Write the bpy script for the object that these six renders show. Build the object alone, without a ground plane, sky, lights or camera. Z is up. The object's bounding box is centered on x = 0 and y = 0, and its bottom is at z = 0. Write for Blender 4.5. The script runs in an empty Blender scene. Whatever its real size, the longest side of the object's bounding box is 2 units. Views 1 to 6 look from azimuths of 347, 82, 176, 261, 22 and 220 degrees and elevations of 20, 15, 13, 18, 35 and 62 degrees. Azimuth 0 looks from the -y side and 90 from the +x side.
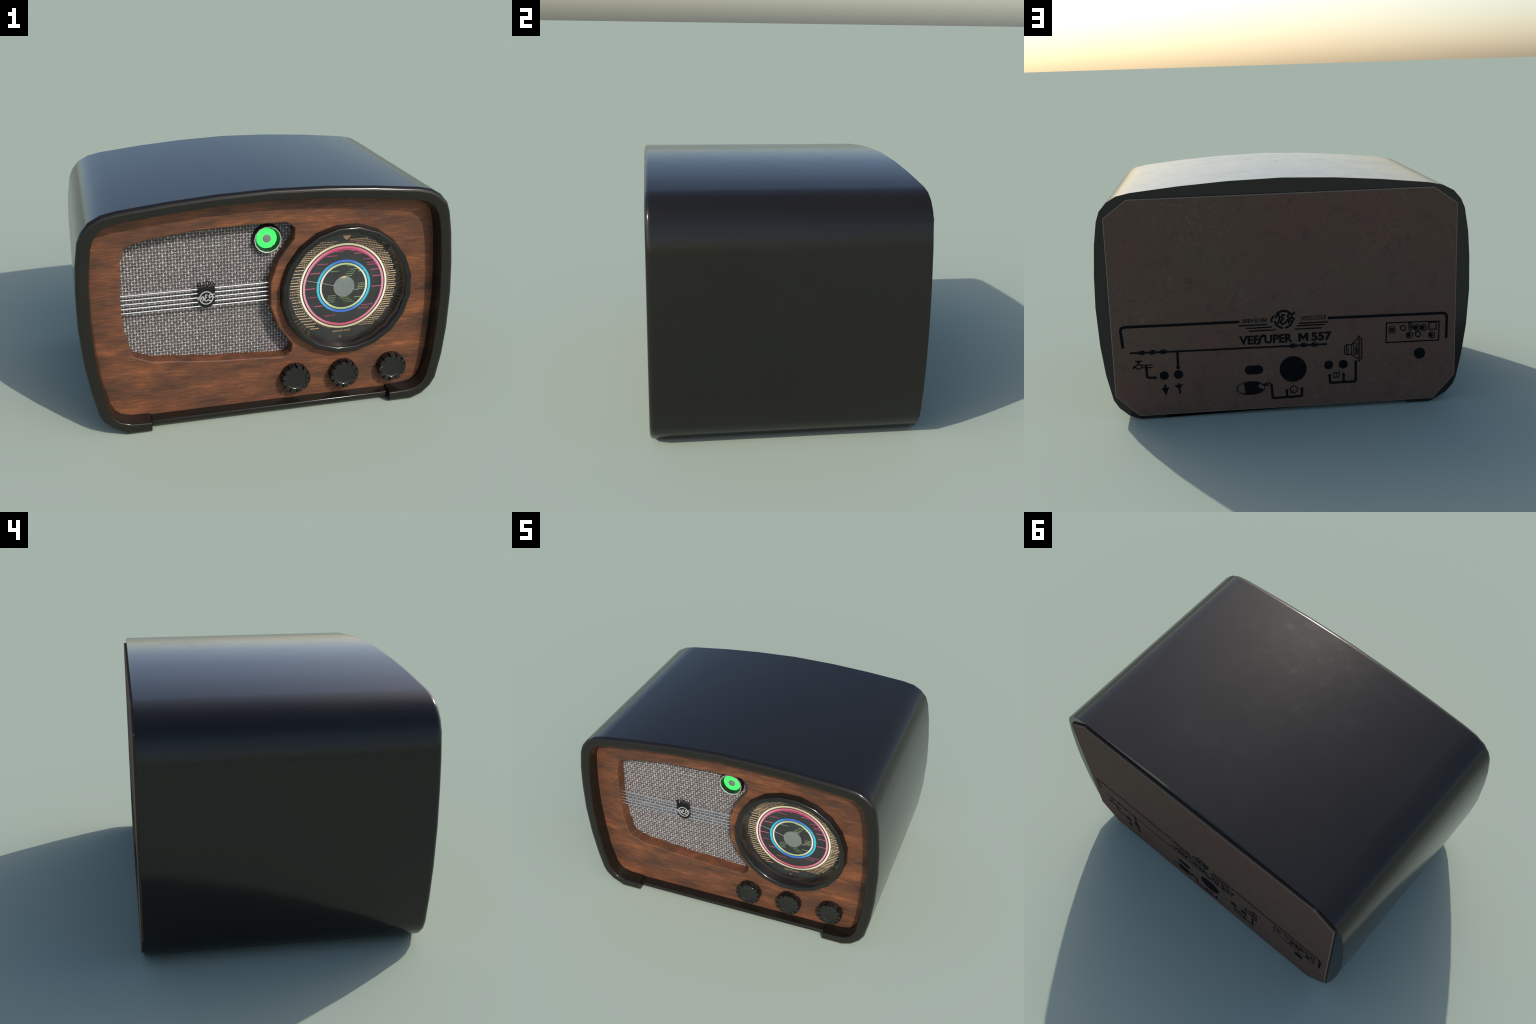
# Vintage table radio: dark lacquered cabinet, walnut front, cloth grille, round dial.
import bpy, bmesh, math, random
from mathutils import Vector, Matrix

random.seed(7)
SC = bpy.context.scene
COL = SC.collection

# ------------------------------------------------------------------ sizes
FRONT_Y, WOOD_Y, CLOTH_Y, BACK_Y, PANEL_Y = -0.668, -0.579, -0.503, 0.654, 0.669
DIAL = Vector((0.423, 0.676))            # dial centre (x, z)
DISC_Y = -0.545

# outline of the cabinet (x, z) from the top middle down to the inside of each foot, each point
# with the matching point of the front opening; the two flanks of the old case differ slightly
TOP = ((0.000, 1.2795), (0.000, 1.2185))
RIGHT = [
    ((0.283, 1.2730), (0.275, 1.2105)), ((0.540, 1.2560), (0.520, 1.1915)), ((0.785, 1.2320), (0.755, 1.1645)),
    ((0.855, 1.2170), (0.828, 1.1500)), ((0.907, 1.1870), (0.870, 1.1220)), ((0.946, 1.1420), (0.893, 1.0800)),
    ((0.964, 1.0900), (0.904, 1.0350)), ((0.982, 0.9730), (0.916, 0.9450)), ((0.995, 0.8050), (0.925, 0.8000)),
    ((1.000, 0.6310), (0.930, 0.6200)), ((0.991, 0.4220), (0.920, 0.4350)), ((0.972, 0.2580), (0.905, 0.2750)),
    ((0.942, 0.1150), (0.878, 0.1430)), ((0.914, 0.0680), (0.857, 0.1000)), ((0.863, 0.0220), (0.820, 0.0740)),
    ((0.804, 0.0000), (0.770, 0.0640)), ((0.669, 0.0000), (0.669, 0.0610)),
]
LEFT = [
    ((-0.278, 1.2690), (-0.275, 1.2080)), ((-0.515, 1.2510), (-0.515, 1.1875)), ((-0.772, 1.2230), (-0.752, 1.1610)),
    ((-0.848, 1.2070), (-0.825, 1.1460)), ((-0.909, 1.1750), (-0.868, 1.1180)), ((-0.948, 1.1290), (-0.893, 1.0770)),
    ((-0.969, 1.0800), (-0.906, 1.0300)), ((-0.989, 0.9550), (-0.919, 0.9400)), ((-0.998, 0.8150), (-0.928, 0.8000)),
    ((-1.000, 0.6330), (-0.930, 0.6200)), ((-0.986, 0.4350), (-0.918, 0.4400)), ((-0.961, 0.2670), (-0.899, 0.2750)),
    ((-0.932, 0.1320), (-0.868, 0.1480)), ((-0.913, 0.0900), (-0.849, 0.1100)), ((-0.871, 0.0450), (-0.816, 0.0800)),
    ((-0.787, 0.0000), (-0.762, 0.0650)), ((-0.659, 0.0000), (-0.659, 0.0610)),
]

# ------------------------------------------------------------------ materials
def new_mat(name):
    m = bpy.data.materials.new(name)
    m.use_nodes = True
    nt = m.node_tree
    return m, nt, nt.nodes["Principled BSDF"]

def node(nt, kind, **kw):
    n = nt.nodes.new(kind)
    for k, v in kw.items():
        if k in n.inputs:
            n.inputs[k].default_value = v
        else:
            setattr(n, k, v)
    return n

def coords(nt, scale=(1, 1, 1), rot=(0, 0, 0), loc=(0, 0, 0)):
    tc = node(nt, "ShaderNodeTexCoord")
    mp = node(nt, "ShaderNodeMapping")
    mp.inputs["Scale"].default_value = scale
    mp.inputs["Rotation"].default_value = rot
    mp.inputs["Location"].default_value = loc
    nt.links.new(tc.outputs["Object"], mp.inputs["Vector"])
    return mp.outputs["Vector"]

def noise(nt, vec, scale, detail=4, rough=0.55, dist=0.0):
    n = node(nt, "ShaderNodeTexNoise", Scale=scale, Detail=detail, Roughness=rough, Distortion=dist)
    nt.links.new(vec, n.inputs["Vector"])
    return n.outputs["Fac"]

def ramp(nt, fac, stops):
    r = node(nt, "ShaderNodeValToRGB")
    e = r.color_ramp.elements
    while len(e) < len(stops):
        e.new(0.5)
    for el, (p, c) in zip(e, stops):
        el.position = p
        el.color = (*c, 1) if len(c) == 3 else c
    nt.links.new(fac, r.inputs["Fac"])
    return r.outputs["Color"]

def grey(v):
    return (v, v, v)

def mix(nt, fac, a, b, blend="MIX"):
    m = node(nt, "ShaderNodeMix", data_type="RGBA", blend_type=blend)
    for sock, val in ((m.inputs[0], fac), (m.inputs[6], a), (m.inputs[7], b)):
        if isinstance(val, (int, float)):
            sock.default_value = val
        elif isinstance(val, tuple):
            sock.default_value = (*val, 1)
        else:
            nt.links.new(val, sock)
    return m.outputs[2]

def bump(nt, bsdf, height, strength, distance):
    b = node(nt, "ShaderNodeBump", Strength=strength, Distance=distance)
    nt.links.new(height, b.inputs["Height"])
    nt.links.new(b.outputs["Normal"], bsdf.inputs["Normal"])

def plain(name, color, rough=0.4, metal=0.0, spec=0.5, emit=None, strength=0.0):
    m, nt, b = new_mat(name)
    b.inputs["Base Color"].default_value = (*color, 1)
    b.inputs["Roughness"].default_value = rough
    b.inputs["Metallic"].default_value = metal
    b.inputs["Specular IOR Level"].default_value = spec
    if emit:
        b.inputs["Emission Color"].default_value = (*emit, 1)
        b.inputs["Emission Strength"].default_value = strength
    return m

def make_lacquer():
    m, nt, b = new_mat("black_lacquer")
    v = coords(nt)
    cloud = noise(nt, v, 2.6, 6, 0.65)
    fine = noise(nt, v, 14.0, 6, 0.7)
    c = ramp(nt, cloud, [(0.3, (0.0092, 0.0076, 0.0056)), (0.75, (0.0112, 0.0093, 0.0068))])
    nt.links.new(c, b.inputs["Base Color"])
    # dull, dusty, wiped patches in an otherwise glossy finish
    r1 = ramp(nt, cloud, [(0.45, grey(0.145)), (0.62, grey(0.165))])
    r2 = ramp(nt, fine, [(0.52, grey(0.0)), (0.72, grey(0.055))])
    nt.links.new(mix(nt, 1.0, r1, r2, "ADD"), b.inputs["Roughness"])
    b.inputs["Specular IOR Level"].default_value = 0.44
    return m

def make_bakelite():
    m, nt, b = new_mat("black_bakelite")
    v = coords(nt)
    c = ramp(nt, noise(nt, v, 9, 4), [(0.3, (0.0085, 0.0078, 0.0068)), (0.8, (0.0110, 0.0100, 0.0088))])
    nt.links.new(c, b.inputs["Base Color"])
    r = ramp(nt, noise(nt, v, 6, 3), [(0.3, grey(0.12)), (0.8, grey(0.20))])
    nt.links.new(r, b.inputs["Roughness"])
    return m

def make_wood():
    m, nt, b = new_mat("walnut_veneer")
    blotch = noise(nt, coords(nt, (1.0, 1.0, 3.4), loc=(5, 0, 1)), 3.1, 5, 0.55, 0.3)   # cloudy figure
    grain = noise(nt, coords(nt, (2.6, 2.6, 34), loc=(1, 4, 0)), 4.5, 5, 0.6, 0.2)       # streaks
    fibre = noise(nt, coords(nt, (9, 9, 130), loc=(3, 1, 2)), 3.0, 3, 0.6)               # fine fibres
    base = ramp(nt, blotch, [(0.31, (0.060, 0.031, 0.020)), (0.44, (0.098, 0.042, 0.023)),
                             (0.56, (0.143, 0.055, 0.026)), (0.70, (0.225, 0.083, 0.035))])
    streak = ramp(nt, grain, [(0.28, (0.70, 0.73, 0.76)), (0.52, (0.98, 0.98, 0.98)), (0.72, (1.65, 1.52, 1.35))])
    fib = ramp(nt, fibre, [(0.30, grey(0.86)), (0.62, grey(1.06))])
    c = mix(nt, 1.0, mix(nt, 1.0, base, streak, "MULTIPLY"), fib, "MULTIPLY")
    nt.links.new(c, b.inputs["Base Color"])
    nt.links.new(ramp(nt, blotch, [(0.3, grey(0.55)), (0.75, grey(0.45))]), b.inputs["Roughness"])
    b.inputs["Specular IOR Level"].default_value = 0.3
    bump(nt, b, fibre, 0.06, 0.002)
    return m

def make_thread(name, tints):
    m, nt, b = new_mat(name)
    v = coords(nt)
    c = ramp(nt, noise(nt, v, 38, 2, 0.6), tints)
    nt.links.new(c, b.inputs["Base Color"])
    b.inputs["Roughness"].default_value = 0.85
    b.inputs["Specular IOR Level"].default_value = 0.2
    bump(nt, b, noise(nt, v, 900, 2), 0.25, 0.0008)
    return m

def make_hardboard():
    m, nt, b = new_mat("brown_hardboard")
    v = coords(nt)
    base = ramp(nt, noise(nt, v, 3.2, 5, 0.6), [(0.35, (0.128, 0.070, 0.053)), (0.68, (0.114, 0.077, 0.053))])
    grain = ramp(nt, noise(nt, v, 85, 3, 0.7), [(0.3, grey(0.90)), (0.7, grey(1.06))])
    spots = ramp(nt, noise(nt, v, 13, 5, 0.65), [(0.30, (0.80, 0.86, 0.86)), (0.46, grey(1.0))])
    c = mix(nt, 1.0, mix(nt, 1.0, base, grain, "MULTIPLY"), spots, "MULTIPLY")
    # pale scuffs in a few places
    scuff = ramp(nt, noise(nt, coords(nt, (1, 1, 1), loc=(2, 0, 4)), 46, 5, 0.75, 0.6), [(0.54, grey(0.0)), (0.68, grey(0.60))])
    where = ramp(nt, noise(nt, coords(nt, (1, 1, 1), loc=(7, 3, 1)), 2.2, 2), [(0.42, grey(0.0)), (0.60, grey(1.0))])
    c = mix(nt, mix(nt, 1.0, scuff, where, "MULTIPLY"), c, (0.17, 0.145, 0.115))
    nt.links.new(c, b.inputs["Base Color"])
    b.inputs["Roughness"].default_value = 0.78
    b.inputs["Specular IOR Level"].default_value = 0.12
    bump(nt, b, noise(nt, v, 120, 3), 0.12, 0.002)
    return m

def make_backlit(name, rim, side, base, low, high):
    """Printed colour with a lamp glow painted into its emission, stronger left and right."""
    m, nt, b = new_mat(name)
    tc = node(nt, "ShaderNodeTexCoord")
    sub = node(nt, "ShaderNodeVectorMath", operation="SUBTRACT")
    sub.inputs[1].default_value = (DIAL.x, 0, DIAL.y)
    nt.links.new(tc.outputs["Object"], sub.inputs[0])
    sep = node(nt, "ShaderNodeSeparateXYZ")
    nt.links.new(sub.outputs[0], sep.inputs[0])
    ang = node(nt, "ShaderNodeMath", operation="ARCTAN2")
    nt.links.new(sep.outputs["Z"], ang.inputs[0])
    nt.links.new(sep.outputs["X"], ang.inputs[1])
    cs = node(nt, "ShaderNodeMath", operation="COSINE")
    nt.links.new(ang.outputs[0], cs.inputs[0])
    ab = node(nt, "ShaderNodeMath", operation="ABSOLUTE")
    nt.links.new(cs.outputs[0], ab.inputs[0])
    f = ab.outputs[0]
    c = ramp(nt, f, [(0.30, rim), (0.95, side)])  # hue shifts by angle to draw the brighter backlight at the sides
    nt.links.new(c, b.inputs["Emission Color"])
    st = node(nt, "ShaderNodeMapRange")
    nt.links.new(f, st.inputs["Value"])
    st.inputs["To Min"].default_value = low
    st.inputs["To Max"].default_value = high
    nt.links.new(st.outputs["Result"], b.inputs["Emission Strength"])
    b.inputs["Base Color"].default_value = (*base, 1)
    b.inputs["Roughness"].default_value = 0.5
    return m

def make_glass():
    """Thin cover glass: clear, with a faint sheen and a film of dust."""
    m, nt, b = new_mat("hazy_cover_glass")
    out = nt.nodes["Material Output"]
    clear, sheen, haze = node(nt, "ShaderNodeBsdfTransparent"), node(nt, "ShaderNodeBsdfGlossy", Roughness=0.12), node(nt, "ShaderNodeBsdfDiffuse")
    haze.inputs["Color"].default_value = (0.30, 0.29, 0.26, 1)
    a, c = node(nt, "ShaderNodeMixShader"), node(nt, "ShaderNodeMixShader")
    a.inputs[0].default_value = 0.025
    nt.links.new(clear.outputs[0], a.inputs[1])
    nt.links.new(sheen.outputs[0], a.inputs[2])
    film = ramp(nt, noise(nt, coords(nt), 9.0, 6, 0.7), [(0.45, grey(0.004)), (0.75, grey(0.035))])
    nt.links.new(film, c.inputs[0])
    nt.links.new(a.outputs[0], c.inputs[1])
    nt.links.new(haze.outputs[0], c.inputs[2])
    nt.links.new(c.outputs[0], out.inputs["Surface"])
    nt.nodes.remove(b)
    return m

GLASS = make_glass()
LACQUER = make_lacquer()
BAKELITE = make_bakelite()
WOOD = make_wood()
WEFT = make_thread("grey_weft_yarn", [(0.30, (0.17, 0.130, 0.122)), (0.5, (0.255, 0.228, 0.220)), (0.72, (0.40, 0.38, 0.36))])
WARP = make_thread("pale_warp_yarn", [(0.30, (0.20, 0.160, 0.150)), (0.5, (0.305, 0.277, 0.268)), (0.72, (0.47, 0.447, 0.42))])
LINING = plain("dark_cloth_lining", (0.068, 0.068, 0.069), 0.95, spec=0.1)
HARDBOARD = make_hardboard()
WORN_EDGE = plain("worn_board_edge", (0.215, 0.165, 0.125), 0.8, spec=0.2)
INK = plain("black_ink", (0.0040, 0.0052, 0.0058), 0.8, spec=0.08)
CHROME = plain("polished_metal", (0.74, 0.75, 0.77), 0.32, metal=1.0)
PALE_METAL = plain("pale_metal", (0.46, 0.47, 0.46), 0.4, metal=0.25)
BADGE_BLACK = plain("badge_enamel", (0.0065, 0.0075, 0.0072), 0.5, spec=0.22)
BADGE_GREY = plain("badge_grey", (0.36, 0.36, 0.355), 0.5)
DIAL_BLACK = plain("dial_face_black", (0.010, 0.0105, 0.0105), 0.5)
CAP_GREY = plain("dial_cap_metal", (0.56, 0.56, 0.56), 0.06, metal=1.0)
EYE_BODY = plain("eye_tube_black", (0.008, 0.008, 0.008), 0.35)
EYE_GREEN = plain("eye_green_glow", (0.03, 0.30, 0.06), 0.4, emit=(0.05, 1.0, 0.135), strength=0.95)
EYE_DOT = plain("eye_centre_grey", (0.16, 0.18, 0.16), 0.5)
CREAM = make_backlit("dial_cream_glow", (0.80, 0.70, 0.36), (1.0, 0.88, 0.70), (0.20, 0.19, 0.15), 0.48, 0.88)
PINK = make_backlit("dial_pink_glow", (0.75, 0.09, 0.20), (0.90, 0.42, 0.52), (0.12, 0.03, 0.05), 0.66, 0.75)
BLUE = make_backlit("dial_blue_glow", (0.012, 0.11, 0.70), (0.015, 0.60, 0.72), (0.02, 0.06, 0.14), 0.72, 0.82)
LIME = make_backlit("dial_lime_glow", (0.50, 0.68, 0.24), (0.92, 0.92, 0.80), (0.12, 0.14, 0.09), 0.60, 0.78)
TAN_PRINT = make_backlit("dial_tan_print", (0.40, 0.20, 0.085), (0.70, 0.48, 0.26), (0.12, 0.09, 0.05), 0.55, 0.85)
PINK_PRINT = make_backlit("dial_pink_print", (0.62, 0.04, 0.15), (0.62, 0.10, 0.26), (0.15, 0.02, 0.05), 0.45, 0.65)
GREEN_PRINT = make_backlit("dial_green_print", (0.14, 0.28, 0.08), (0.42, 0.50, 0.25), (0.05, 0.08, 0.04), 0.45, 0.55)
RED_LINE = plain("dial_dark_red_line", (0.05, 0.012, 0.012), 0.5)

# ------------------------------------------------------------------ helpers
ROOT = bpy.data.objects.new("tabletop_radio", None)
COL.objects.link(ROOT)
ROOT["label"] = "old black tabletop radio with walnut front and round dial"
ROOT["category"] = "radio"

def add(name, mesh, mat, parent=ROOT, angle=40, smooth=True, stuff=False):
    ob = bpy.data.objects.new(name, mesh)
    COL.objects.link(ob)
    ob.parent = parent
    if mat and not mesh.materials:
        mesh.materials.append(mat)
    if smooth:
        mesh.polygons.foreach_set("use_smooth", [True] * len(mesh.polygons))
        mesh.set_sharp_from_angle(angle=math.radians(angle))
    if stuff:
        ob["kind"] = "stuff"
    return ob

def to_mesh(bm, name):
    bmesh.ops.recalc_face_normals(bm, faces=bm.faces)
    me = bpy.data.meshes.new(name)
    bm.to_mesh(me)
    bm.free()
    return me

def bevel(ob, width, segments=2, angle=35):
    md = ob.modifiers.new("soft_edges", "BEVEL")
    md.width, md.segments, md.limit_method, md.angle_limit = width, segments, "ANGLE", math.radians(angle)
    md.use_clamp_overlap = True
    md.harden_normals = False
    return md

def revolve(bm, profile, centre, sides, turn=0.0, close=False):
    """Lathe (radius, y) points about the y axis through centre (x, z)."""
    rings = []
    for r, y in profile:
        if r < 1e-6:
            rings.append([bm.verts.new((centre[0], y, centre[1]))] * sides)
        else:
            rings.append([bm.verts.new((centre[0] + r * math.cos(turn + math.tau * k / sides), y,
                                        centre[1] + r * math.sin(turn + math.tau * k / sides))) for k in range(sides)])
    pairs = list(zip(rings, rings[1:])) + ([(rings[-1], rings[0])] if close else [])
    for a, b in pairs:
        for k in range(sides):
            q = [a[k], a[(k + 1) % sides], b[(k + 1) % sides], b[k]]
            q = list(dict.fromkeys(q))
            if len(q) > 2:
                bm.faces.new(q)

class Print:
    """Thin printed marks on a plane that faces -y (side -1) or +y (side +1)."""
    def __init__(self, y, side, height):
        self.y, self.side, self.h = y, side, height
        self.bold = 1.15 if side > 0 else 1.0
        self.bm = bmesh.new()

    def solid(self, pts, lift=0.0):
        lo, hi = self.y + self.side * lift, self.y + self.side * (lift + self.h)
        a = [self.bm.verts.new((p[0], hi, p[1])) for p in pts]
        b = [self.bm.verts.new((p[0], lo, p[1])) for p in pts]
        self.bm.faces.new(a)
        n = len(pts)
        for k in range(n):
            self.bm.faces.new((a[k], b[k], b[(k + 1) % n], a[(k + 1) % n]))

    def line(self, pts, w, closed=False, lift=0.0):
        """Ribbon of width w along a polyline, with mitred joints."""
        P = [Vector(p) for p in pts]
        n = len(P)
        w *= self.bold
        left, right = [], []
        for k in range(n):
            prev = P[k - 1] if (k or closed) else None
            nxt = P[(k + 1) % n] if (k < n - 1 or closed) else None
            d1 = (P[k] - prev).normalized() if prev is not None else None
            d2 = (nxt - P[k]).normalized() if nxt is not None else None
            d1, d2 = d1 or d2, d2 or d1
            t = d1 + d2
            t = t.normalized() if t.length > 1e-4 else d1
            nrm = Vector((-t.y, t.x))
            s = max(0.55, abs(nrm.dot(Vector((-d1.y, d1.x)))))
            left.append(P[k] + nrm * (w / 2 / s))
            right.append(P[k] - nrm * (w / 2 / s))
        lo, hi = self.y + self.side * lift, self.y + self.side * (lift + self.h)
        V = self.bm.verts.new
        L = [(V((p.x, hi, p.y)), V((p.x, lo, p.y))) for p in left]
        R = [(V((p.x, hi, p.y)), V((p.x, lo, p.y))) for p in right]
        F = self.bm.faces.new
        for k in range(n if closed else n - 1):
            j = (k + 1) % n
            F((L[k][0], L[j][0], R[j][0], R[k][0]))
            F((L[k][0], L[k][1], L[j][1], L[j][0]))
            F((R[k][0], R[j][0], R[j][1], R[k][1]))
        if not closed:
            for k in (0, n - 1):
                F((L[k][0], R[k][0], R[k][1], L[k][1]))

    def disc(self, c, r, sides=40, ry=None, lift=0.0):
        ry = ry or r
        self.solid([(c[0] + r * math.cos(math.tau * k / sides), c[1] + ry * math.sin(math.tau * k / sides)) for k in range(sides)], lift)

    def ring(self, c, r, w, sides=40, ry=None, a0=0.0, a1=360.0, lift=0.0):
        ry = ry or r
        full = abs(a1 - a0) >= 359.9
        n = sides if full else max(4, int(sides * abs(a1 - a0) / 360)) + 1
        pts = []
        for k in range(n):
            a = math.radians(a0 + (a1 - a0) * k / (n if full else n - 1))
            pts.append((c[0] + r * math.cos(a), c[1] + ry * math.sin(a)))
        self.line(pts, w, closed=full, lift=lift)

    def text(self, body, width, height, c, weight=0.0, lift=0.0, slant=0.0, turn=0.0):
        """Lettering in the built-in font, fitted to a width and height, centred on c."""
        cu = bpy.data.curves.new("lettering", "FONT")
        cu.body, cu.offset, cu.extrude, cu.resolution_u = body, weight, 0.5, 3
        ob = bpy.data.objects.new("lettering", cu)
        COL.objects.link(ob)
        bpy.context.view_layer.update()
        me = bpy.data.meshes.new_from_object(ob.evaluated_get(bpy.context.evaluated_depsgraph_get()))
        bpy.data.objects.remove(ob)
        bpy.data.curves.remove(cu)
        xs = [v.co.x for v in me.vertices]
        ys = [v.co.y for v in me.vertices]
        x0, x1, y0, y1 = min(xs), max(xs), min(ys), max(ys)
        s, t = math.sin(turn), math.cos(turn)
        for v in me.vertices:
            py = ((v.co.y - y0) / (y1 - y0) - 0.5) * height
            px = ((v.co.x - x0) / (x1 - x0) - 0.5) * width + slant * py
            px, py = px * t - py * s, px * s + py * t
            hh = self.y + self.side * (lift + (self.h if v.co.z > 0 else 0.0))
            v.co = (c[0] + px * (-self.side), hh, c[1] + py)
        self.bm.from_mesh(me)
        bpy.data.meshes.remove(me)

    def finish(self, name, mat, parent=ROOT, stuff=True):
        return add(name, to_mesh(self.bm, name), mat, parent, smooth=False, stuff=stuff)

# ------------------------------------------------------------------ cabinet
def build_cabinet():
    ring = LEFT[::-1] + [TOP] + RIGHT                                    # left foot, over the top, right foot
    outer, inner = [Vector(o) for o, i in ring], [Vector(i) for o, i in ring]
    n = len(outer)
    bm = bmesh.new()
    R = 0.023
    loops = []
    def loop(t, y):      # t metres from the outer edge towards the opening
        pts = []
        for o, i in zip(outer, inner):
            d = i - o
            pts.append(bm.verts.new((o.x + d.x * t / d.length, y, o.y + d.y * t / d.length)))
        loops.append(pts)
    def inner_loop(t, y):
        pts = []
        for o, i in zip(outer, inner):
            d = (o - i).normalized()
            if t < 0 and i.y > 1.1:                                      # under the top lip it slopes more
                d = d * 2.2
            pts.append(bm.verts.new((i.x + d.x * t, y, i.y + d.y * t)))
        loops.append(pts)
    loop(0, BACK_Y)
    loop(0, FRONT_Y + R + 0.006)
    for k in range(5):
        a = math.radians(90 * k / 4)
        loop(R * (1 - math.cos(a)), FRONT_Y + R * (1 - math.sin(a)))
    loop(R + 0.004, FRONT_Y)
    r = 0.009
    flare = 0.003                                                        # the opening narrows towards the wood
    inner_loop(flare + r + 0.003, FRONT_Y)
    for k in range(4):
        a = math.radians(90 * k / 3)
        inner_loop(flare + r * (1 - math.sin(a)), FRONT_Y + r * (1 - math.cos(a)))
    inner_loop(flare - 0.0005, FRONT_Y + r + 0.004)
    inner_loop(-0.006, WOOD_Y + 0.004)
    inner_loop(-0.006, WOOD_Y + 0.030)
    for a, b in zip(loops, loops[1:]):
        for k in range(n - 1):
            bm.faces.new((a[k], a[k + 1], b[k + 1], b[k]))
    # flat inner ends of the feet at the front
    bm.faces.new([l[-1] for l in loops[1:]])
    bm.faces.new([l[0] for l in loops[1:]])
    # underside between the feet, and the flat back
    zb = 0.025
    y1 = WOOD_Y + 0.030
    q = {}
    for sx in (-1, 1):
        for y in (BACK_Y, y1):
            q[sx, y] = bm.verts.new((outer[-1].x if sx > 0 else outer[0].x, y, zb))
    bm.faces.new((q[-1, BACK_Y], q[1, BACK_Y], q[1, y1], q[-1, y1]))
    bm.faces.new((loops[0][-1], loops[1][-1], loops[-1][-1], q[1, y1], q[1, BACK_Y]))
    bm.faces.new((loops[0][0], loops[1][0], loops[-1][0], q[-1, y1], q[-1, BACK_Y]))
    bm.faces.new(loops[0] + [q[1, BACK_Y], q[-1, BACK_Y]])
    bmesh.ops.triangulate(bm, faces=[f for f in bm.faces if len(f.verts) > 4])
    return add("cabinet", to_mesh(bm, "cabinet"), LACQUER, angle=38), inner

cabinet, OPENING = build_cabinet()

def box(name, lo, hi, mat, parent=ROOT, bev=0.0):
    bm = bmesh.new()
    bmesh.ops.create_cube(bm, size=1.0)
    for v in bm.verts:
        v.co = [(lo[k] + hi[k]) / 2 + v.co[k] * (hi[k] - lo[k]) for k in range(3)]
    ob = add(name, to_mesh(bm, name), mat, parent)
    if bev:
        bevel(ob, bev, 3)
    return ob

# sill that runs between the feet below the wooden front; its top rises towards the wood
def build_sill():
    prof = [(-0.634, 0.022), (-0.634, 0.049), (-0.576, 0.060), (-0.545, 0.062), (-0.545, 0.022)]
    bm = bmesh.new()
    ends = [[bm.verts.new((x, y, z)) for y, z in prof] for x in (-0.658, 0.668)]
    for k in range(len(prof)):
        j = (k + 1) % len(prof)
        bm.faces.new((ends[0][k], ends[0][j], ends[1][j], ends[1][k]))
    bm.faces.new(ends[0]); bm.faces.new(ends[1])
    ob = add("bottom_sill", to_mesh(bm, "bottom_sill"), LACQUER)
    bevel(ob, 0.005, 3)
build_sill()

# ------------------------------------------------------------------ walnut front with the grille opening
def grille_outline():
    left = [(-0.766, 0.545), (-0.775, 0.650), (-0.774, 0.758), (-0.767, 0.925), (-0.738, 1.008),
            (-0.641, 1.036), (-0.391, 1.068), (-0.080, 1.078), (0.097, 1.074), (0.141, 1.040)]
    arc = []                                  # concave side follows the dial
    for k in range(6):
        a = math.radians(133.0 + (225.5 - 133.0) * k / 5)
        arc.append((DIAL.x + 0.419 * math.cos(a), DIAL.y + 0.419 * math.sin(a)))
    low = [(0.121, 0.338), (0.087, 0.311), (-0.309, 0.333), (-0.635, 0.368), (-0.733, 0.407)]
    return left + arc + low

GRILLE = grille_outline()

def build_wood():
    bm = bmesh.new()
    mid = Vector((0, 0.64))
    outer = []
    for p in OPENING:
        d = (p - mid)
        outer.append(p + d.normalized() * 0.005)
    outer[0].y = outer[-1].y = 0.050
    edges = []
    hole = [(DIAL.x + 0.346 * math.cos(math.tau * k / 40), DIAL.y + 0.346 * math.sin(math.tau * k / 40)) for k in range(40)]
    for pts in (outer, GRILLE, hole):
        vs = [bm.verts.new((p[0], WOOD_Y, p[1])) for p in pts]
        edges += [bm.edges.new((vs[k], vs[(k + 1) % len(vs)])) for k in range(len(vs))]
    bmesh.ops.triangle_fill(bm, use_beauty=True, edges=edges)
    bmesh.ops.dissolve_limit(bm, angle_limit=0.01, verts=bm.verts, edges=bm.edges)
    bmesh.ops.recalc_face_normals(bm, faces=bm.faces)
    ret = bmesh.ops.extrude_face_region(bm, geom=list(bm.faces))
    for v in ret["geom"]:
        if isinstance(v, bmesh.types.BMVert):
            v.co.y = CLOTH_Y + 0.014
    ob = add("wooden_front", to_mesh(bm, "wooden_front"), WOOD, angle=30)
    md = bevel(ob, 0.006, 3, 40)
    return ob
wood = build_wood()

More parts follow.
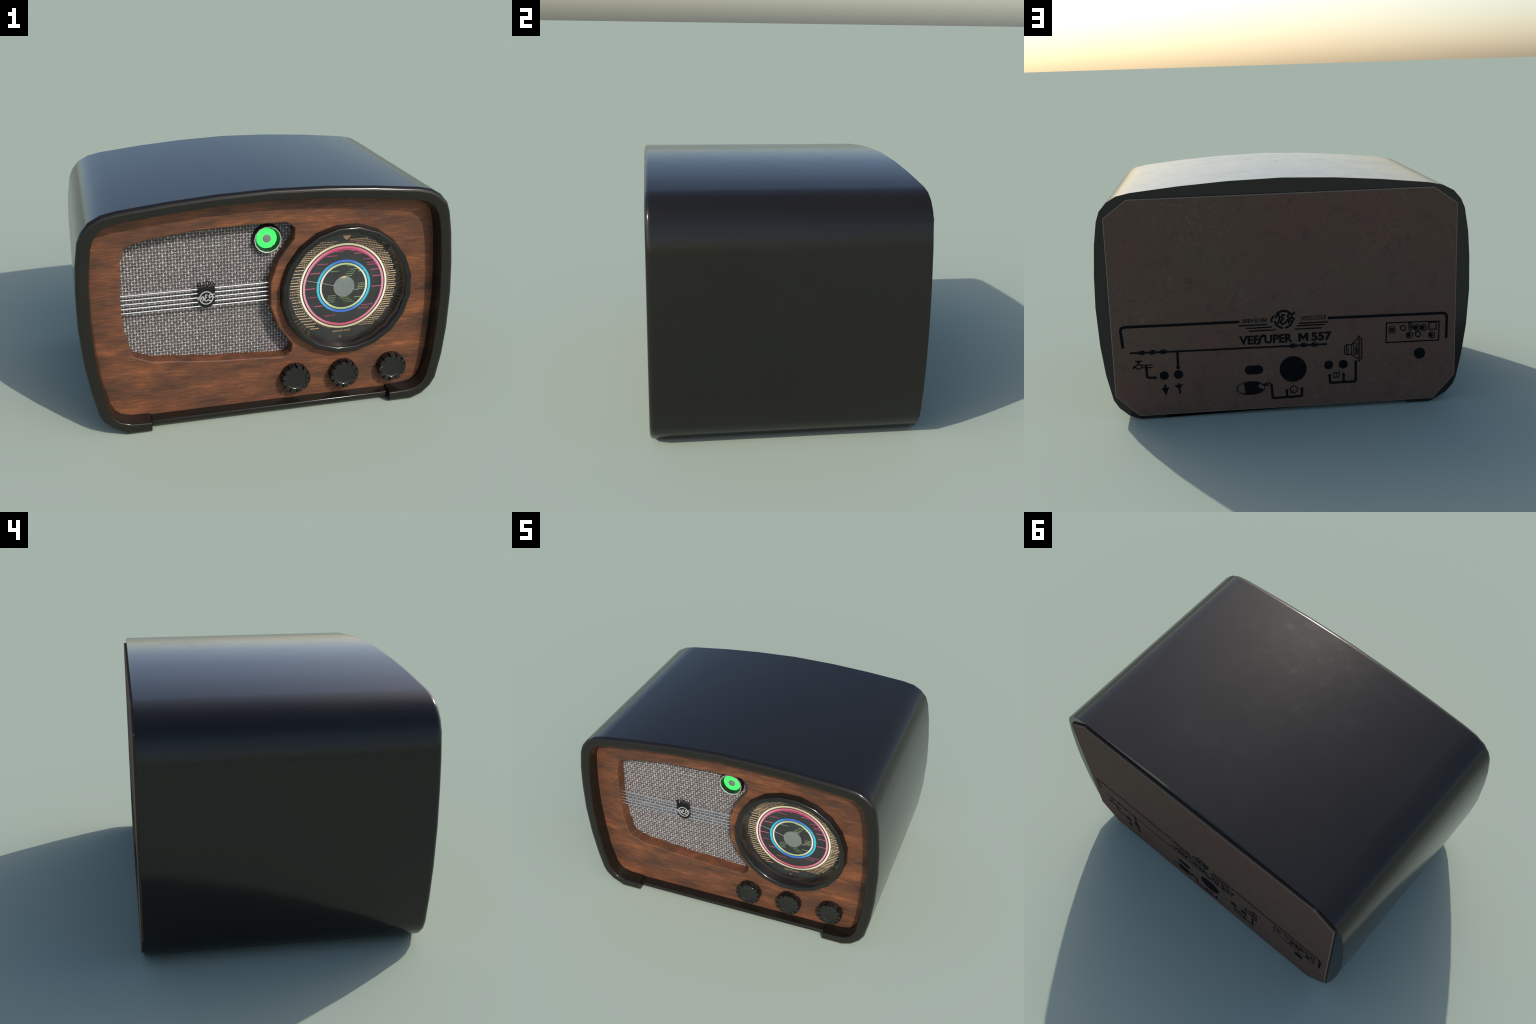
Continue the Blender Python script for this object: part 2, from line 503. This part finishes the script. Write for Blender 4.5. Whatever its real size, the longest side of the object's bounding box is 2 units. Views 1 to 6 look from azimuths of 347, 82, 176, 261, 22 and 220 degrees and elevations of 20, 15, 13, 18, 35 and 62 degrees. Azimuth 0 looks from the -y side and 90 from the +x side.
# ------------------------------------------------------------------ woven speaker cloth
def build_cloth():
    x0, x1, z0, z1 = -0.800, 0.160, 0.290, 1.100
    px, pz = 0.0165, 0.0172
    nx, nz = int((x1 - x0) / px), int((z1 - z0) / pz)
    y0 = CLOTH_Y + 0.0045
    cloth = bpy.data.objects.new("speaker_cloth", None)
    box_ = box("cloth_lining", (x0, y0 + 0.0003, z0), (x1, y0 + 0.012, z1), LINING)
    rng = random.Random(3)
    def thread(bm, start, step, count, other, wide, thick, phase, along_x, lift):
        sub = 4
        ring_prev = None
        drift = rng.uniform(-0.0006, 0.0006)
        wide *= rng.uniform(0.86, 1.14)
        for k in range(count * sub + 1):
            s = k / sub
            wave = math.cos(math.pi * (s + phase))
            w = wide * (0.86 + 0.22 * wave) * rng.uniform(0.93, 1.07)
            depth = y0 + lift - 0.0032 * wave
            pos = start + s * step
            ring = []
            for j in range(6):
                a = math.tau * j / 6
                o = other + drift + w * math.cos(a)
                d = depth + thick * math.sin(a)
                ring.append(bm.verts.new((pos, d, o) if along_x else (o, d, pos)))
            if ring_prev:
                for j in range(6):
                    bm.faces.new((ring_prev[j], ring_prev[(j + 1) % 6], ring[(j + 1) % 6], ring[j]))
            ring_prev = ring
    warp, weft = bmesh.new(), bmesh.new()
    for i in range(nz):
        thread(weft, x0 + px / 2, px, nx - 1, z0 + (i + 0.5) * pz, 0.0036, 0.0022, i % 2, True, -0.0007)
    for i in range(nx):
        thread(warp, z0 + pz / 2, pz, nz - 1, x0 + (i + 0.5) * px, 0.0046, 0.0024, (i + 1) % 2, False, 0.0009)
    add("speaker_cloth_weft", to_mesh(weft, "weft"), WEFT, angle=180, stuff=True)
    add("speaker_cloth_warp", to_mesh(warp, "warp"), WARP, angle=180, stuff=True)
    bpy.data.objects.remove(cloth)
build_cloth()

# ------------------------------------------------------------------ chrome bars and badge
def rod(bm, a, b, r, sides=10):
    a, b = Vector(a), Vector(b)
    rot = (b - a).to_track_quat("Z", "Y").to_matrix().to_4x4()
    bmesh.ops.create_cone(bm, cap_ends=True, segments=sides, radius1=r, radius2=r, depth=(b - a).length,
                          matrix=Matrix.Translation((a + b) / 2) @ rot)

bar_mesh = None
for k in range(5):
    z = 0.736 - 0.0242 * k
    if bar_mesh is None:
        bm = bmesh.new()
        rod(bm, (-0.390, 0, 0), (0.391, 0, 0), 0.0040, 12)
        bar_mesh = to_mesh(bm, "grille_bar")
    ob = add("grille_bar", bar_mesh, CHROME, angle=60)
    ob.location = (-0.385, -0.539, z)

def build_badge():
    cx, top, bot, hw, y = -0.328, 0.741, 0.630, 0.046, -0.539
    pts = [(cx - hw, top), (cx - hw, bot + 0.046)]
    pts += [(cx - hw * math.cos(math.pi * k / 16), bot + 0.046 - 0.046 * math.sin(math.pi * k / 16)) for k in range(1, 16)]
    pts += [(cx + hw, bot + 0.046), (cx + hw, top)]
    pr = Print(y + 0.006, -1, 0.0125)
    pr.solid(pts)
    badge = pr.finish("badge", BADGE_BLACK, stuff=False)
    bevel(badge, 0.0012, 2)
    c = (cx - 0.001, 0.6855)
    yf = y - 0.0064
    em = Print(yf, -1, 0.0010)
    W = 0.0060
    em.ring(c, 0.0345, W, 24)
    # script letters that break through the ring on both sides
    P = lambda *p: [(c[0] + a * 0.001, c[1] + b * 0.001) for a, b in p]
    em.line(P((-42, -9), (-45, -2), (-40, 7), (-33, 9)), W * 0.8, lift=0.0001)
    em.line(P((-28, -6), (-24, 6), (-18, 10), (-14, 0), (-17, -10), (-22, -17)), W, lift=0.0002)
    em.line(P((-22, -17), (-14, -2), (-10, 0)), W * 0.8, lift=0.0001)
    em.line(P((6, 16), (-3, 17), (-5, 9), (0, 4), (-7, -1), (-10, -9), (-5, -17), (3, -17), (8, -10)), W, lift=0.0002)
    em.line(P((8, -10), (14, -14), (20, -18), (25, -14)), W, lift=0.0003)
    em.line(P((46, 18), (34, 17), (22, 18), (15, 13), (14, 5), (18, 2)), W, lift=0.0001)
    em.line(P((14, -3), (22, 2), (29, 7), (36, 5), (42, -3)), W, lift=0.0002)
    em.finish("emblem", BADGE_GREY, badge, stuff=False)
    # letters standing on the plate in a fan
    let = Print(y - 0.0035, -1, 0.0025)
    S = 0.0052
    Q = lambda *p: [(cx + a * 0.001, top + b * 0.001) for a, b in p]
    let.line(Q((-41, -1), (-45, 26)), S)                                                        # R
    let.line(Q((-45, 26), (-34, 28), (-28, 22), (-32, 14), (-42, 13)), S, lift=0.0001)
    let.line(Q((-38, 13), (-25, -1)), S, lift=0.0002)
    let.line(Q((-19, 0), (-12, 38), (-6, 0)), S)                                                # A
    let.line(Q((-17, 13), (-8, 13)), S * 0.8, lift=0.0001)
    let.line(Q((2, 0), (2, 39), (10, 36), (13, 24), (10, 8), (2, 2)), S, lift=0.0001)           # D
    let.line(Q((18, 0), (26, 31)), S)                                                           # I
    let.line(Q((29, 8), (33, 19), (40, 23), (45, 18), (43, 9), (36, 2)), S, closed=True)        # O
    let.finish("badge_lettering", BADGE_BLACK, badge, stuff=False)
build_badge()

# ------------------------------------------------------------------ tuning eye
def build_eye():
    c, y = (0.007, 0.972), -0.532
    bm = bmesh.new()
    revolve(bm, [(0.0815, CLOTH_Y + 0.006), (0.0810, CLOTH_Y - 0.003), (0.0790, CLOTH_Y - 0.005), (0.0725, y + 0.005), (0.0715, y + 0.003), (0.0675, y + 0.003), (0.0570, CLOTH_Y + 0.002)], c, 28)
    eye = add("tuning_eye", to_mesh(bm, "tuning_eye"), EYE_BODY, angle=30)
    bm = bmesh.new()
    revolve(bm, [(0.0735, y + 0.004), (0.0735, y), (0.0727, y - 0.0015), (0.0692, y - 0.0015), (0.0682, y), (0.0680, y + 0.004)], c, 14, close=True)
    add("eye_rim", to_mesh(bm, "eye_rim"), PALE_METAL, eye, angle=60)
    bm = bmesh.new()
    revolve(bm, [(0, CLOTH_Y - 0.0045), (0.0525, CLOTH_Y - 0.0045), (0.0545, CLOTH_Y - 0.002), (0.0555, CLOTH_Y + 0.004)], c, 28)
    add("glowing_screen", to_mesh(bm, "glowing_screen"), EYE_GREEN, eye, angle=30)
    bm = bmesh.new()
    revolve(bm, [(0, CLOTH_Y - 0.0065), (0.0215, CLOTH_Y - 0.0065), (0.0225, CLOTH_Y - 0.0060), (0.0225, CLOTH_Y - 0.003)], c, 28)
    add("screen_centre", to_mesh(bm, "screen_centre"), EYE_DOT, eye, angle=30)
build_eye()

# ------------------------------------------------------------------ dial
def build_dial():
    bm = bmesh.new()
    prof = [(0.368, WOOD_Y + 0.004), (0.365, -0.596), (0.362, -0.617), (0.358, -0.6235), (0.353, -0.6255), (0.336, -0.6255),
            (0.3315, -0.6235), (0.3285, -0.618), (0.326, -0.606), (0.316, -0.566), (0.3125, -0.554), (0.306, DISC_Y + 0.003)]
    revolve(bm, prof, DIAL, 20, turn=math.radians(9))
    bezel = add("dial_bezel", to_mesh(bm, "dial_bezel"), BAKELITE, angle=50)
    bm = bmesh.new()
    revolve(bm, [(0, DISC_Y), (0.322, DISC_Y)], DIAL, 64)
    face = add("dial_face", to_mesh(bm, "dial_face"), DIAL_BLACK, bezel, smooth=False)
    bm = bmesh.new()
    revolve(bm, [(0.060 * k / 6, -0.5585 + 0.0070 * (k / 6) ** 2) for k in range(7)] + [(0.0600, DISC_Y)], DIAL, 16)
    add("dial_cap", to_mesh(bm, "dial_cap"), CAP_GREY, bezel, angle=40)
    bm = bmesh.new()
    rod(bm, (0.161, -0.5520, 0.744), (0.503, -0.5520, 0.649), 0.0011, 6)
    add("dial_pointer", to_mesh(bm, "dial_pointer"), PALE_METAL, bezel)

    bm = bmesh.new()                                    # flat cover glass
    revolve(bm, [(0, -0.5720), (0.3165, -0.5720), (0.3165, -0.5700), (0, -0.5700)], DIAL, 60)
    add("dial_glass", to_mesh(bm, "dial_glass"), GLASS, bezel, smooth=False)

    def ring(name, r0, r1, mat, h=0.0014):
        p = Print(DISC_Y, -1, h)
        p.ring(DIAL, (r0 + r1) / 2, r1 - r0, 72)
        p.finish(name, mat, face, stuff=False)
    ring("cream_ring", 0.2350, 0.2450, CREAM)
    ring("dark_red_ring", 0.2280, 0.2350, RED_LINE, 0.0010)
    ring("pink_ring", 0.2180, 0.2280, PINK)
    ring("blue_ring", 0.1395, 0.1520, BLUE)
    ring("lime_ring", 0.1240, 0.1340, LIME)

    rng = random.Random(11)
    def words(p, x0, x1, z, h, solid=0.5, lift=0.0):
        """A line of print too small to read: letter-like blocks from x0 to x1."""
        x = x0
        full = rng.random() < solid
        while x < x1 - 0.003:
            w = rng.uniform(0.0035, 0.0065)
            w = min(w, x1 - x)
            hh = h * rng.uniform(0.8, 1.1)
            p.solid([(DIAL.x + x, DIAL.y + z - hh / 2), (DIAL.x + x + w, DIAL.y + z - hh / 2),
                     (DIAL.x + x + w, DIAL.y + z + hh / 2), (DIAL.x + x, DIAL.y + z + hh / 2)], lift)
            x += w + (0.0007 if full else rng.uniform(0.0030, 0.0048))

    # station names: level lines that fill the band between the cream ring and the rim
    tan = Print(DISC_Y, -1, 0.0009)
    R0, R1 = 0.2500, 0.3040
    chord = lambda r, z: math.sqrt(max(0.0, r * r - z * z))
    z = -0.235
    while z < 0.262:                                   # left half
        dense = z > 0.12
        outer, inn = chord(R1 - rng.uniform(0.0, 0.010), z), chord(R0 + 0.003, z)
        inn = max(inn, 0.035)
        if outer - inn > 0.02:
            start = min(outer, inn + 0.115) if dense else outer
            if z < -0.12:
                inn = max(inn, start - 0.075)
                if z < -0.215:
                    inn = start - 0.05
            words(tan, -start, -inn, z, 0.0048, 0.62 if not dense else 0.2)
        z += rng.uniform(0.0145, 0.019) if not dense else rng.uniform(0.0105, 0.0125)
    z = -0.238
    while z < 0.272:                                   # right half is set closer
        dense = z > 0.10
        outer, inn = chord(R1 - rng.uniform(0.0, 0.012), z), chord(R0 + 0.003, z)
        inn = max(inn, 0.075 if z < -0.2 else 0.03)
        if outer - inn > 0.014:
            words(tan, inn if z > -0.17 else max(inn, outer - 0.085), min(outer, inn + 0.13) if z > -0.17 else outer, z, 0.0050, 0.65 if not dense else 0.35)
        z += rng.uniform(0.0110, 0.0145) if not dense else rng.uniform(0.0092, 0.0108)
    for k in range(150):                               # fine scale ticks on the cream ring
        a = math.tau * k / 150
        if abs(math.cos(a)) < 0.25:
            continue
        r1 = 0.2500 + 0.010 * abs(math.cos(a)) * rng.random()
        tan.line([(DIAL.x + r * math.cos(a), DIAL.y + r * math.sin(a)) for r in (0.2462, r1)], 0.0030, lift=0.0002)
    tan.solid([(DIAL.x - 0.011, DIAL.y + 0.288), (DIAL.x + 0.035, DIAL.y + 0.288), (DIAL.x + 0.022, DIAL.y + 0.270), (DIAL.x + 0.012, DIAL.y + 0.264), (DIAL.x + 0.002, DIAL.y + 0.270)])
    tan.text("VEFSUPER M557", 0.104, 0.0105, (DIAL.x - 0.007, DIAL.y - 0.263), 0.01)
    tan.ring((DIAL.x - 0.013, DIAL.y - 0.296), 0.0055, 0.003, 12, a0=60, a1=300)
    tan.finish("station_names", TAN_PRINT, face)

    pink = Print(DISC_Y, -1, 0.0009)
    for x, z, w, s in ((-0.100, 0.178, 0.062, 0), (-0.054, 0.200, 0.050, 0), (-0.008, 0.209, 0.045, 1), (0.037, 0.201, 0.062, 1), (0.055, 0.183, 0.080, 1),
                       (-0.150, 0.136, 0.066, 0), (-0.190, 0.088, 0.060, 1), (-0.214, 0.001, 0.054, 1), (-0.199, -0.049, 0.048, 0),
                       (-0.161, -0.104, 0.046, 1), (-0.104, -0.166, 0.060, 0), (0.110, 0.146, 0.072, 0), (0.127, 0.124, 0.064, 0), (0.134, 0.112, 0.066, 0),
                       (0.152, 0.082, 0.052, 1), (0.166, 0.044, 0.046, 1), (0.160, -0.017, 0.058, 1), (0.104, -0.121, 0.066, 0), (0.088, -0.138, 0.062, 0)):
        words(pink, x, x + w, z, 0.0050, s * 2 - 0.5)
    n = 84                                             # ragged scale that widens towards the top of the ring
    for k in range(n):
        a = math.tau * k / n
        d = 0.0002 + 0.0085 * max(0.0, math.sin(a)) ** 2 + 0.002 * rng.random()
        pink.line([(DIAL.x + r * math.cos(a), DIAL.y + r * math.sin(a)) for r in (0.2175 - d, 0.2175)], math.tau * 0.215 / n, lift=0.0002)
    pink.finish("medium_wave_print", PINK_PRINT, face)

    grn = Print(DISC_Y, -1, 0.0009)
    def hatch(x, z, w, h, skew, rows):
        for k in range(rows):
            zz = z + h * (k / (rows - 1) - 0.5)
            x0 = x + skew * (zz - z)
            words(grn, x0 - w / 2, x0 + w / 2, zz, 0.0048, 0.35)
    hatch(0.040, 0.076, 0.046, 0.036, 0.9, 4)
    hatch(0.100, -0.008, 0.042, 0.032, 0.25, 4)
    hatch(-0.066, -0.068, 0.046, 0.036, 0.10, 4)
    hatch(0.020, -0.080, 0.048, 0.030, -1.2, 4)
    for x, z, w in ((-0.078, 0.090, 0.052), (0.018, 0.116, 0.044), (0.080, 0.080, 0.036), (0.062, -0.070, 0.044)):
        words(grn, x, x + w, z, 0.0046, 1.0)
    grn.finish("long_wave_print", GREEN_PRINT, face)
build_dial()

# ------------------------------------------------------------------ control knobs
def knob_mesh():
    """Skirted knob with twelve grip teeth round a dished face; local axis along -y."""
    bm = bmesh.new()
    depth, R, hub, teeth = 0.049, 0.081, 0.053, 12
    revolve(bm, [(0.0685, 0.0), (0.0685, -0.004), (0.0680, -depth + 0.007), (0.066, -depth + 0.005), (0.0575, -depth + 0.004), (hub + 0.003, -depth + 0.0035),
                 (hub, -depth + 0.006), (0.045, -depth + 0.0072), (0, -depth + 0.0075)], (0, 0), 48)
    gap = 0.0078
    for k in range(teeth):
        mid = math.tau * (k + 0.5) / teeth
        base, top = [], []
        rows = []
        for y, r_out, r_in in ((0.0, R, 0.064), (-depth + 0.005, R, 0.0565), (-depth + 0.001, R - 0.0025, 0.0570), (-depth, R - 0.006, 0.0585)):
            ring = []
            tight = 0.0 if y > -depth + 0.004 else (0.0012 if y > -depth + 0.0005 else 0.003)
            for r, ss in ((r_out, (-1, -0.33, 0.33, 1)), (r_in, (1, -1))):
                half = math.pi / teeth - (gap / 2 + tight) / r
                for s in ss:
                    a = mid + s * half
                    ring.append(bm.verts.new((r * math.cos(a), y, r * math.sin(a))))
            rows.append(ring)
        for a, b in zip(rows, rows[1:]):
            for j in range(len(a)):
                i = (j + 1) % len(a)
                bm.faces.new((a[j], a[i], b[i], b[j]))
        bm.faces.new(rows[-1])
    return to_mesh(bm, "control_knob")

KM = knob_mesh()
for x, z, turn in ((0.139, 0.186, 0.0), (0.416, 0.181, 0.12), (0.695, 0.189, 0.26)):
    ob = add("control_knob", KM, BAKELITE, angle=35)
    ob.location = (x, WOOD_Y + 0.0005, z)
    ob.rotation_euler = (0, turn, 0)

# ------------------------------------------------------------------ back board and its printed diagram
def build_back():
    pts = [(0.804, 1.2005), (-0.800, 1.2005), (-0.928, 1.109), (-0.921, 0.152), (-0.802, 0.0195), (0.808, 0.0195), (0.930, 0.140), (0.929, 1.108)]
    pr = Print(BACK_Y - 0.001, 1, PANEL_Y - BACK_Y + 0.001 - 0.0009)
    pr.solid(pts)
    board = pr.finish("back_board", HARDBOARD, stuff=False)
    board.data.materials.append(WORN_EDGE)
    bevel(board, 0.0048, 2).material = 1
    Y = PANEL_Y - 0.0010

    p = Print(Y, 1, 0.0007)
    L = 0.0130
    # bracket line, split by the emblem
    p.line([(0.872, 0.408), (0.878, 0.505), (0.875, 0.517), (0.866, 0.522), (0.850, 0.524), (0.250, 0.520)], L)
    p.line([(-0.224, 0.515), (-0.848, 0.508), (-0.864, 0.505), (-0.872, 0.497), (-0.874, 0.485), (-0.872, 0.364)], L)
    for a, b, z in ((0.256, 0.103, 0.4975), (0.216, 0.078, 0.4815), (0.203, 0.060, 0.465), (-0.068, -0.226, 0.4935), (-0.056, -0.207, 0.4805), (-0.043, -0.190, 0.4625)):
        p.line([(a, z), (b, z)], 0.0065)
    # wire with three beads at each end
    p.line([(0.838, 0.379), (0.587, 0.375), (-0.016, 0.370), (-0.217, 0.369)], 0.0090)
    p.line([(0.587, 0.374), (0.588, 0.295)], 0.0115, lift=0.0001)
    p.disc((0.588, 0.285), 0.0105, 16, lift=0.0002)
    for x, z in ((0.776, 0.378), (0.720, 0.378), (0.662, 0.377), (-0.033, 0.370), (-0.091, 0.371), (-0.148, 0.370)):
        s = 1 if x > 0 else -1
        p.ring((x, z), 0.0185, 0.004, 20, ry=0.0110, lift=0.0001)
        p.disc((x - 0.006 * s, z), 0.0120, 18, ry=0.0105, lift=0.0002)
    p.finish("printed_wiring_line", INK, board)

    t = Print(Y, 1, 0.0007)
    # title
    t.text("VEF", 0.106, 0.050, (0.203, 0.415), 0.040)
    t.line([(0.163 - 0.000, 0.395), (0.158, 0.392), (0.150, 0.396), (0.141, 0.424), (0.134, 0.435), (0.126, 0.437), (0.120, 0.430)], 0.011)
    t.text("UPER", 0.152, 0.050, (0.045, 0.415), 0.040)
    t.solid([(-0.062, 0.391), (-0.062, 0.438), (-0.075, 0.440), (-0.089, 0.419), (-0.103, 0.440), (-0.116, 0.438), (-0.116, 0.391), (-0.103, 0.391), (-0.103, 0.417), (-0.090, 0.400), (-0.088, 0.400), (-0.075, 0.417), (-0.075, 0.391)])
    t.text("557", 0.110, 0.049, (-0.188, 0.415), 0.042)
    t.text("2\u0412\u04129 \u04121\u0417\u041c", 0.131, 0.024, (0.171, 0.5225), 0.022)
    t.text("\u041c\u041f\u0421\u0421 \u0421\u0421\u0421\u0420", 0.134, 0.024, (-0.148, 0.5205), 0.018)
    t.finish("printed_title", INK, board)

    e = Print(Y, 1, 0.0007)
    c = (0.014, 0.521)
    P = lambda *q: [(c[0] - a * 0.001, c[1] + b * 0.001) for a, b in q]     # a runs to the right as seen from behind
    e.ring(c, 0.047, 0.011, 32, a0=35, a1=145)
    e.ring(c, 0.048, 0.010, 32, a0=188, a1=262, lift=0.0001)
    e.ring(c, 0.048, 0.010, 32, a0=278, a1=352, lift=0.0001)
    e.line(P((-63, -14), (-66, 2), (-58, 16), (-46, 24)), 0.008, lift=0.0002)
    e.line(P((-42, 8), (-34, 26), (-26, 28), (-22, 10), (-26, -12), (-34, -22)), 0.008, lift=0.0003)
    e.line(P((8, 24), (-6, 24), (-12, 14), (-2, 4), (-12, -4), (-16, -18), (-6, -27), (6, -22), (14, -12)), 0.009, lift=0.0002)
    e.line(P((62, 34), (48, 28), (34, 28), (22, 20), (24, 8)), 0.010, lift=0.0001)
    e.line(P((14, -12), (26, 0), (38, 8), (50, 6), (58, -8)), 0.009, lift=0.0003)
    e.line(P((18, 2), (28, -14), (24, -26)), 0.008, lift=0.0001)
    e.line(P((46, 24), (40, 4), (30, -20)), 0.007, lift=0.0004)
    e.finish("printed_emblem", INK, board)

    h = Print(Y, 1, 0.0006)
    for x, z, r in ((0.664, 0.244, 0.0245), (0.588, 0.245, 0.0250), (-0.029, 0.238, 0.0735), (-0.223, 0.249, 0.0250), (-0.303, 0.249, 0.0250), (-0.7245, 0.287, 0.0315)):
        h.disc((x, z), r, 48)
    slot = []
    for k in range(13):
        a = math.radians(90 + 180 * k / 12)
        slot.append((0.158 + 0.025 * math.cos(a), 0.246 + 0.025 * math.sin(a)))
    for k in range(13):
        a = math.radians(270 + 180 * k / 12)
        slot.append((0.208 + 0.025 * math.cos(a), 0.246 + 0.025 * math.sin(a)))
    h.solid(slot)
    h.finish("socket_hole", INK, board)

    d = Print(Y, 1, 0.0007)
    def arrow(x, z, s=0.012, up=1):
        d.solid([(x - s, z), (x, z + up * s * 1.2), (x + s, z)], 0.0003)
    # earth: tap, wire and arrow
    d.line([(0.812, 0.331), (0.780, 0.331)], 0.008)
    d.line([(0.796, 0.331), (0.796, 0.314)], 0.008, lift=0.0001)
    d.ring((0.796, 0.301), 0.016, 0.005, 18, ry=0.013, lift=0.0002)
    d.line([(0.812, 0.304), (0.822, 0.300), (0.826, 0.290)], 0.009, lift=0.0001)
    d.line([(0.780, 0.309), (0.722, 0.307)], 0.005, lift=0.0001)
    d.line([(0.780, 0.295), (0.722, 0.293)], 0.005, lift=0.0001)
    d.line([(0.756, 0.306), (0.756, 0.250), (0.753, 0.240), (0.744, 0.236), (0.716, 0.235)], 0.0115, lift=0.0003)
    d.solid([(0.716, 0.249), (0.702, 0.235), (0.716, 0.221)], 0.0004)
    # signs below the two sockets
    d.line([(0.662, 0.192), (0.662, 0.172)], 0.011)
    d.solid([(0.684, 0.172), (0.662, 0.176), (0.642, 0.174), (0.652, 0.152), (0.659, 0.128), (0.669, 0.148)], 0.0001)
    d.line([(0.589, 0.195), (0.589, 0.170)], 0.011)
    d.solid([(0.612, 0.187), (0.600, 0.188), (0.589, 0.182), (0.578, 0.188), (0.566, 0.189), (0.576, 0.174), (0.588, 0.164), (0.602, 0.172)], 0.0001)
    d.line([(0.588, 0.170), (0.585, 0.137)], 0.009, lift=0.0002)
    # pick-up with its lead
    d.ring((0.203, 0.143), 0.076, 0.004, 36, ry=0.037)
    d.solid([(0.240, 0.171), (0.222, 0.176), (0.200, 0.1785), (0.170, 0.177), (0.146, 0.168), (0.160, 0.158), (0.164, 0.146), (0.148, 0.140), (0.134, 0.132),
             (0.160, 0.112), (0.190, 0.106), (0.220, 0.105), (0.250, 0.113), (0.232, 0.121), (0.237, 0.132), (0.238, 0.150)], 0.0001)
    d.line([(0.146, 0.153), (0.128, 0.162), (0.110, 0.169), (0.098, 0.165), (0.092, 0.152)], 0.006, lift=0.0002)
    d.line([(0.132, 0.150), (0.116, 0.158), (0.104, 0.152)], 0.006, lift=0.0003)
    d.line([(0.091, 0.158), (0.087, 0.082), (0.078, 0.078), (-0.068, 0.080), (-0.073, 0.086), (-0.074, 0.122)], 0.0115, lift=0.0004)
    d.line([(0.008, 0.080), (0.008, 0.118)], 0.0105, lift=0.0005)
    arrow(0.008, 0.113); arrow(-0.074, 0.118)
    d.ring((-0.030, 0.121), 0.020, 0.0050, 24)
    d.line([(-0.012, 0.104), (-0.022, 0.106), (-0.030, 0.117)], 0.0045, lift=0.0001)
    # outside speaker with its lead
    d.line([(-0.372, 0.266), (-0.371, 0.152), (-0.366, 0.146), (-0.235, 0.146), (-0.229, 0.150), (-0.228, 0.188)], 0.0120)
    d.line([(-0.304, 0.147), (-0.304, 0.190)], 0.0115, lift=0.0001)
    arrow(-0.228, 0.186); arrow(-0.304, 0.188)
    d.line([(-0.248, 0.204), (-0.258, 0.204), (-0.264, 0.196), (-0.270, 0.204), (-0.279, 0.204), (-0.279, 0.174), (-0.270, 0.174), (-0.264, 0.182), (-0.258, 0.174), (-0.248, 0.174)], 0.0045, closed=True)
    d.line([(-0.264, 0.195), (-0.264, 0.183)], 0.0045, lift=0.0001)
    d.line([(-0.311, 0.346), (-0.311, 0.308), (-0.321, 0.303), (-0.350, 0.303), (-0.368, 0.285), (-0.386, 0.277), (-0.386, 0.262), (-0.393, 0.262), (-0.394, 0.273), (-0.406, 0.274),
            (-0.406, 0.390), (-0.394, 0.394), (-0.392, 0.404), (-0.385, 0.404), (-0.384, 0.390), (-0.366, 0.378), (-0.350, 0.358), (-0.321, 0.359)], 0.0046, closed=True)
    for x, a, b in ((-0.322, 0.358, 0.304), (-0.331, 0.358, 0.304), (-0.350, 0.358, 0.304), (-0.386, 0.392, 0.276), (-0.395, 0.392, 0.276)):
        d.line([(x, a), (x, b)], 0.0040, lift=0.0001)
    d.ring((-0.368, 0.352), 0.0085, 0.004, 18, ry=0.016, lift=0.0002)
    d.ring((-0.370, 0.318), 0.0085, 0.004, 18, ry=0.018, lift=0.0002)
    d.solid([(-0.372, 0.332), (-0.382, 0.336), (-0.382, 0.300), (-0.372, 0.304)], 0.0003)
    # valve chart
    d.line([(-0.542, 0.469), (-0.832, 0.463), (-0.830, 0.356), (-0.540, 0.358)], 0.0062, closed=True)
    def valve(x, z, kind):
        if kind == "ring":
            d.ring((x, z), 0.018, 0.0045, 22, ry=0.020)
            d.solid([(x + 0.011, z + 0.009), (x - 0.011, z + 0.009), (x - 0.011, z - 0.009), (x + 0.011, z - 0.009)], 0.0001)
        elif kind == "bulb":
            d.ring((x, z), 0.014, 0.0055, 18)
            d.line([(x + 0.012, z + 0.008), (x + 0.021, z + 0.012)], 0.005, lift=0.0001)
            d.line([(x, z - 0.012), (x - 0.006, z - 0.019)], 0.006, lift=0.0001)
        elif kind == "full":
            d.ring((x, z), 0.017, 0.0050, 22)
            d.disc((x + 0.004, z), 0.0115, 20, lift=0.0001)
        elif kind == "box":
            d.line([(x + 0.020, z + 0.021), (x - 0.020, z + 0.021), (x - 0.020, z - 0.018), (x + 0.020, z - 0.018)], 0.0055, closed=True)
    for x, z, kind in ((-0.573, 0.429, "ring"), (-0.634, 0.436, "bulb"), (-0.709, 0.433, "full"), (-0.746, 0.432, "full"), (-0.796, 0.437, "box"),
                       (-0.669, 0.394, "full"), (-0.716, 0.396, "bulb"), (-0.792, 0.388, "full")):
        valve(x, z, kind)
    d.line([(-0.667, 0.459), (-0.666, 0.430), (-0.673, 0.421), (-0.684, 0.430), (-0.686, 0.452), (-0.676, 0.462)], 0.0055, closed=True)
    d.line([(-0.672, 0.452), (-0.680, 0.432)], 0.006, lift=0.0001)
    d.finish("printed_diagram", INK, board)
build_back()

bpy.context.view_layer.update()
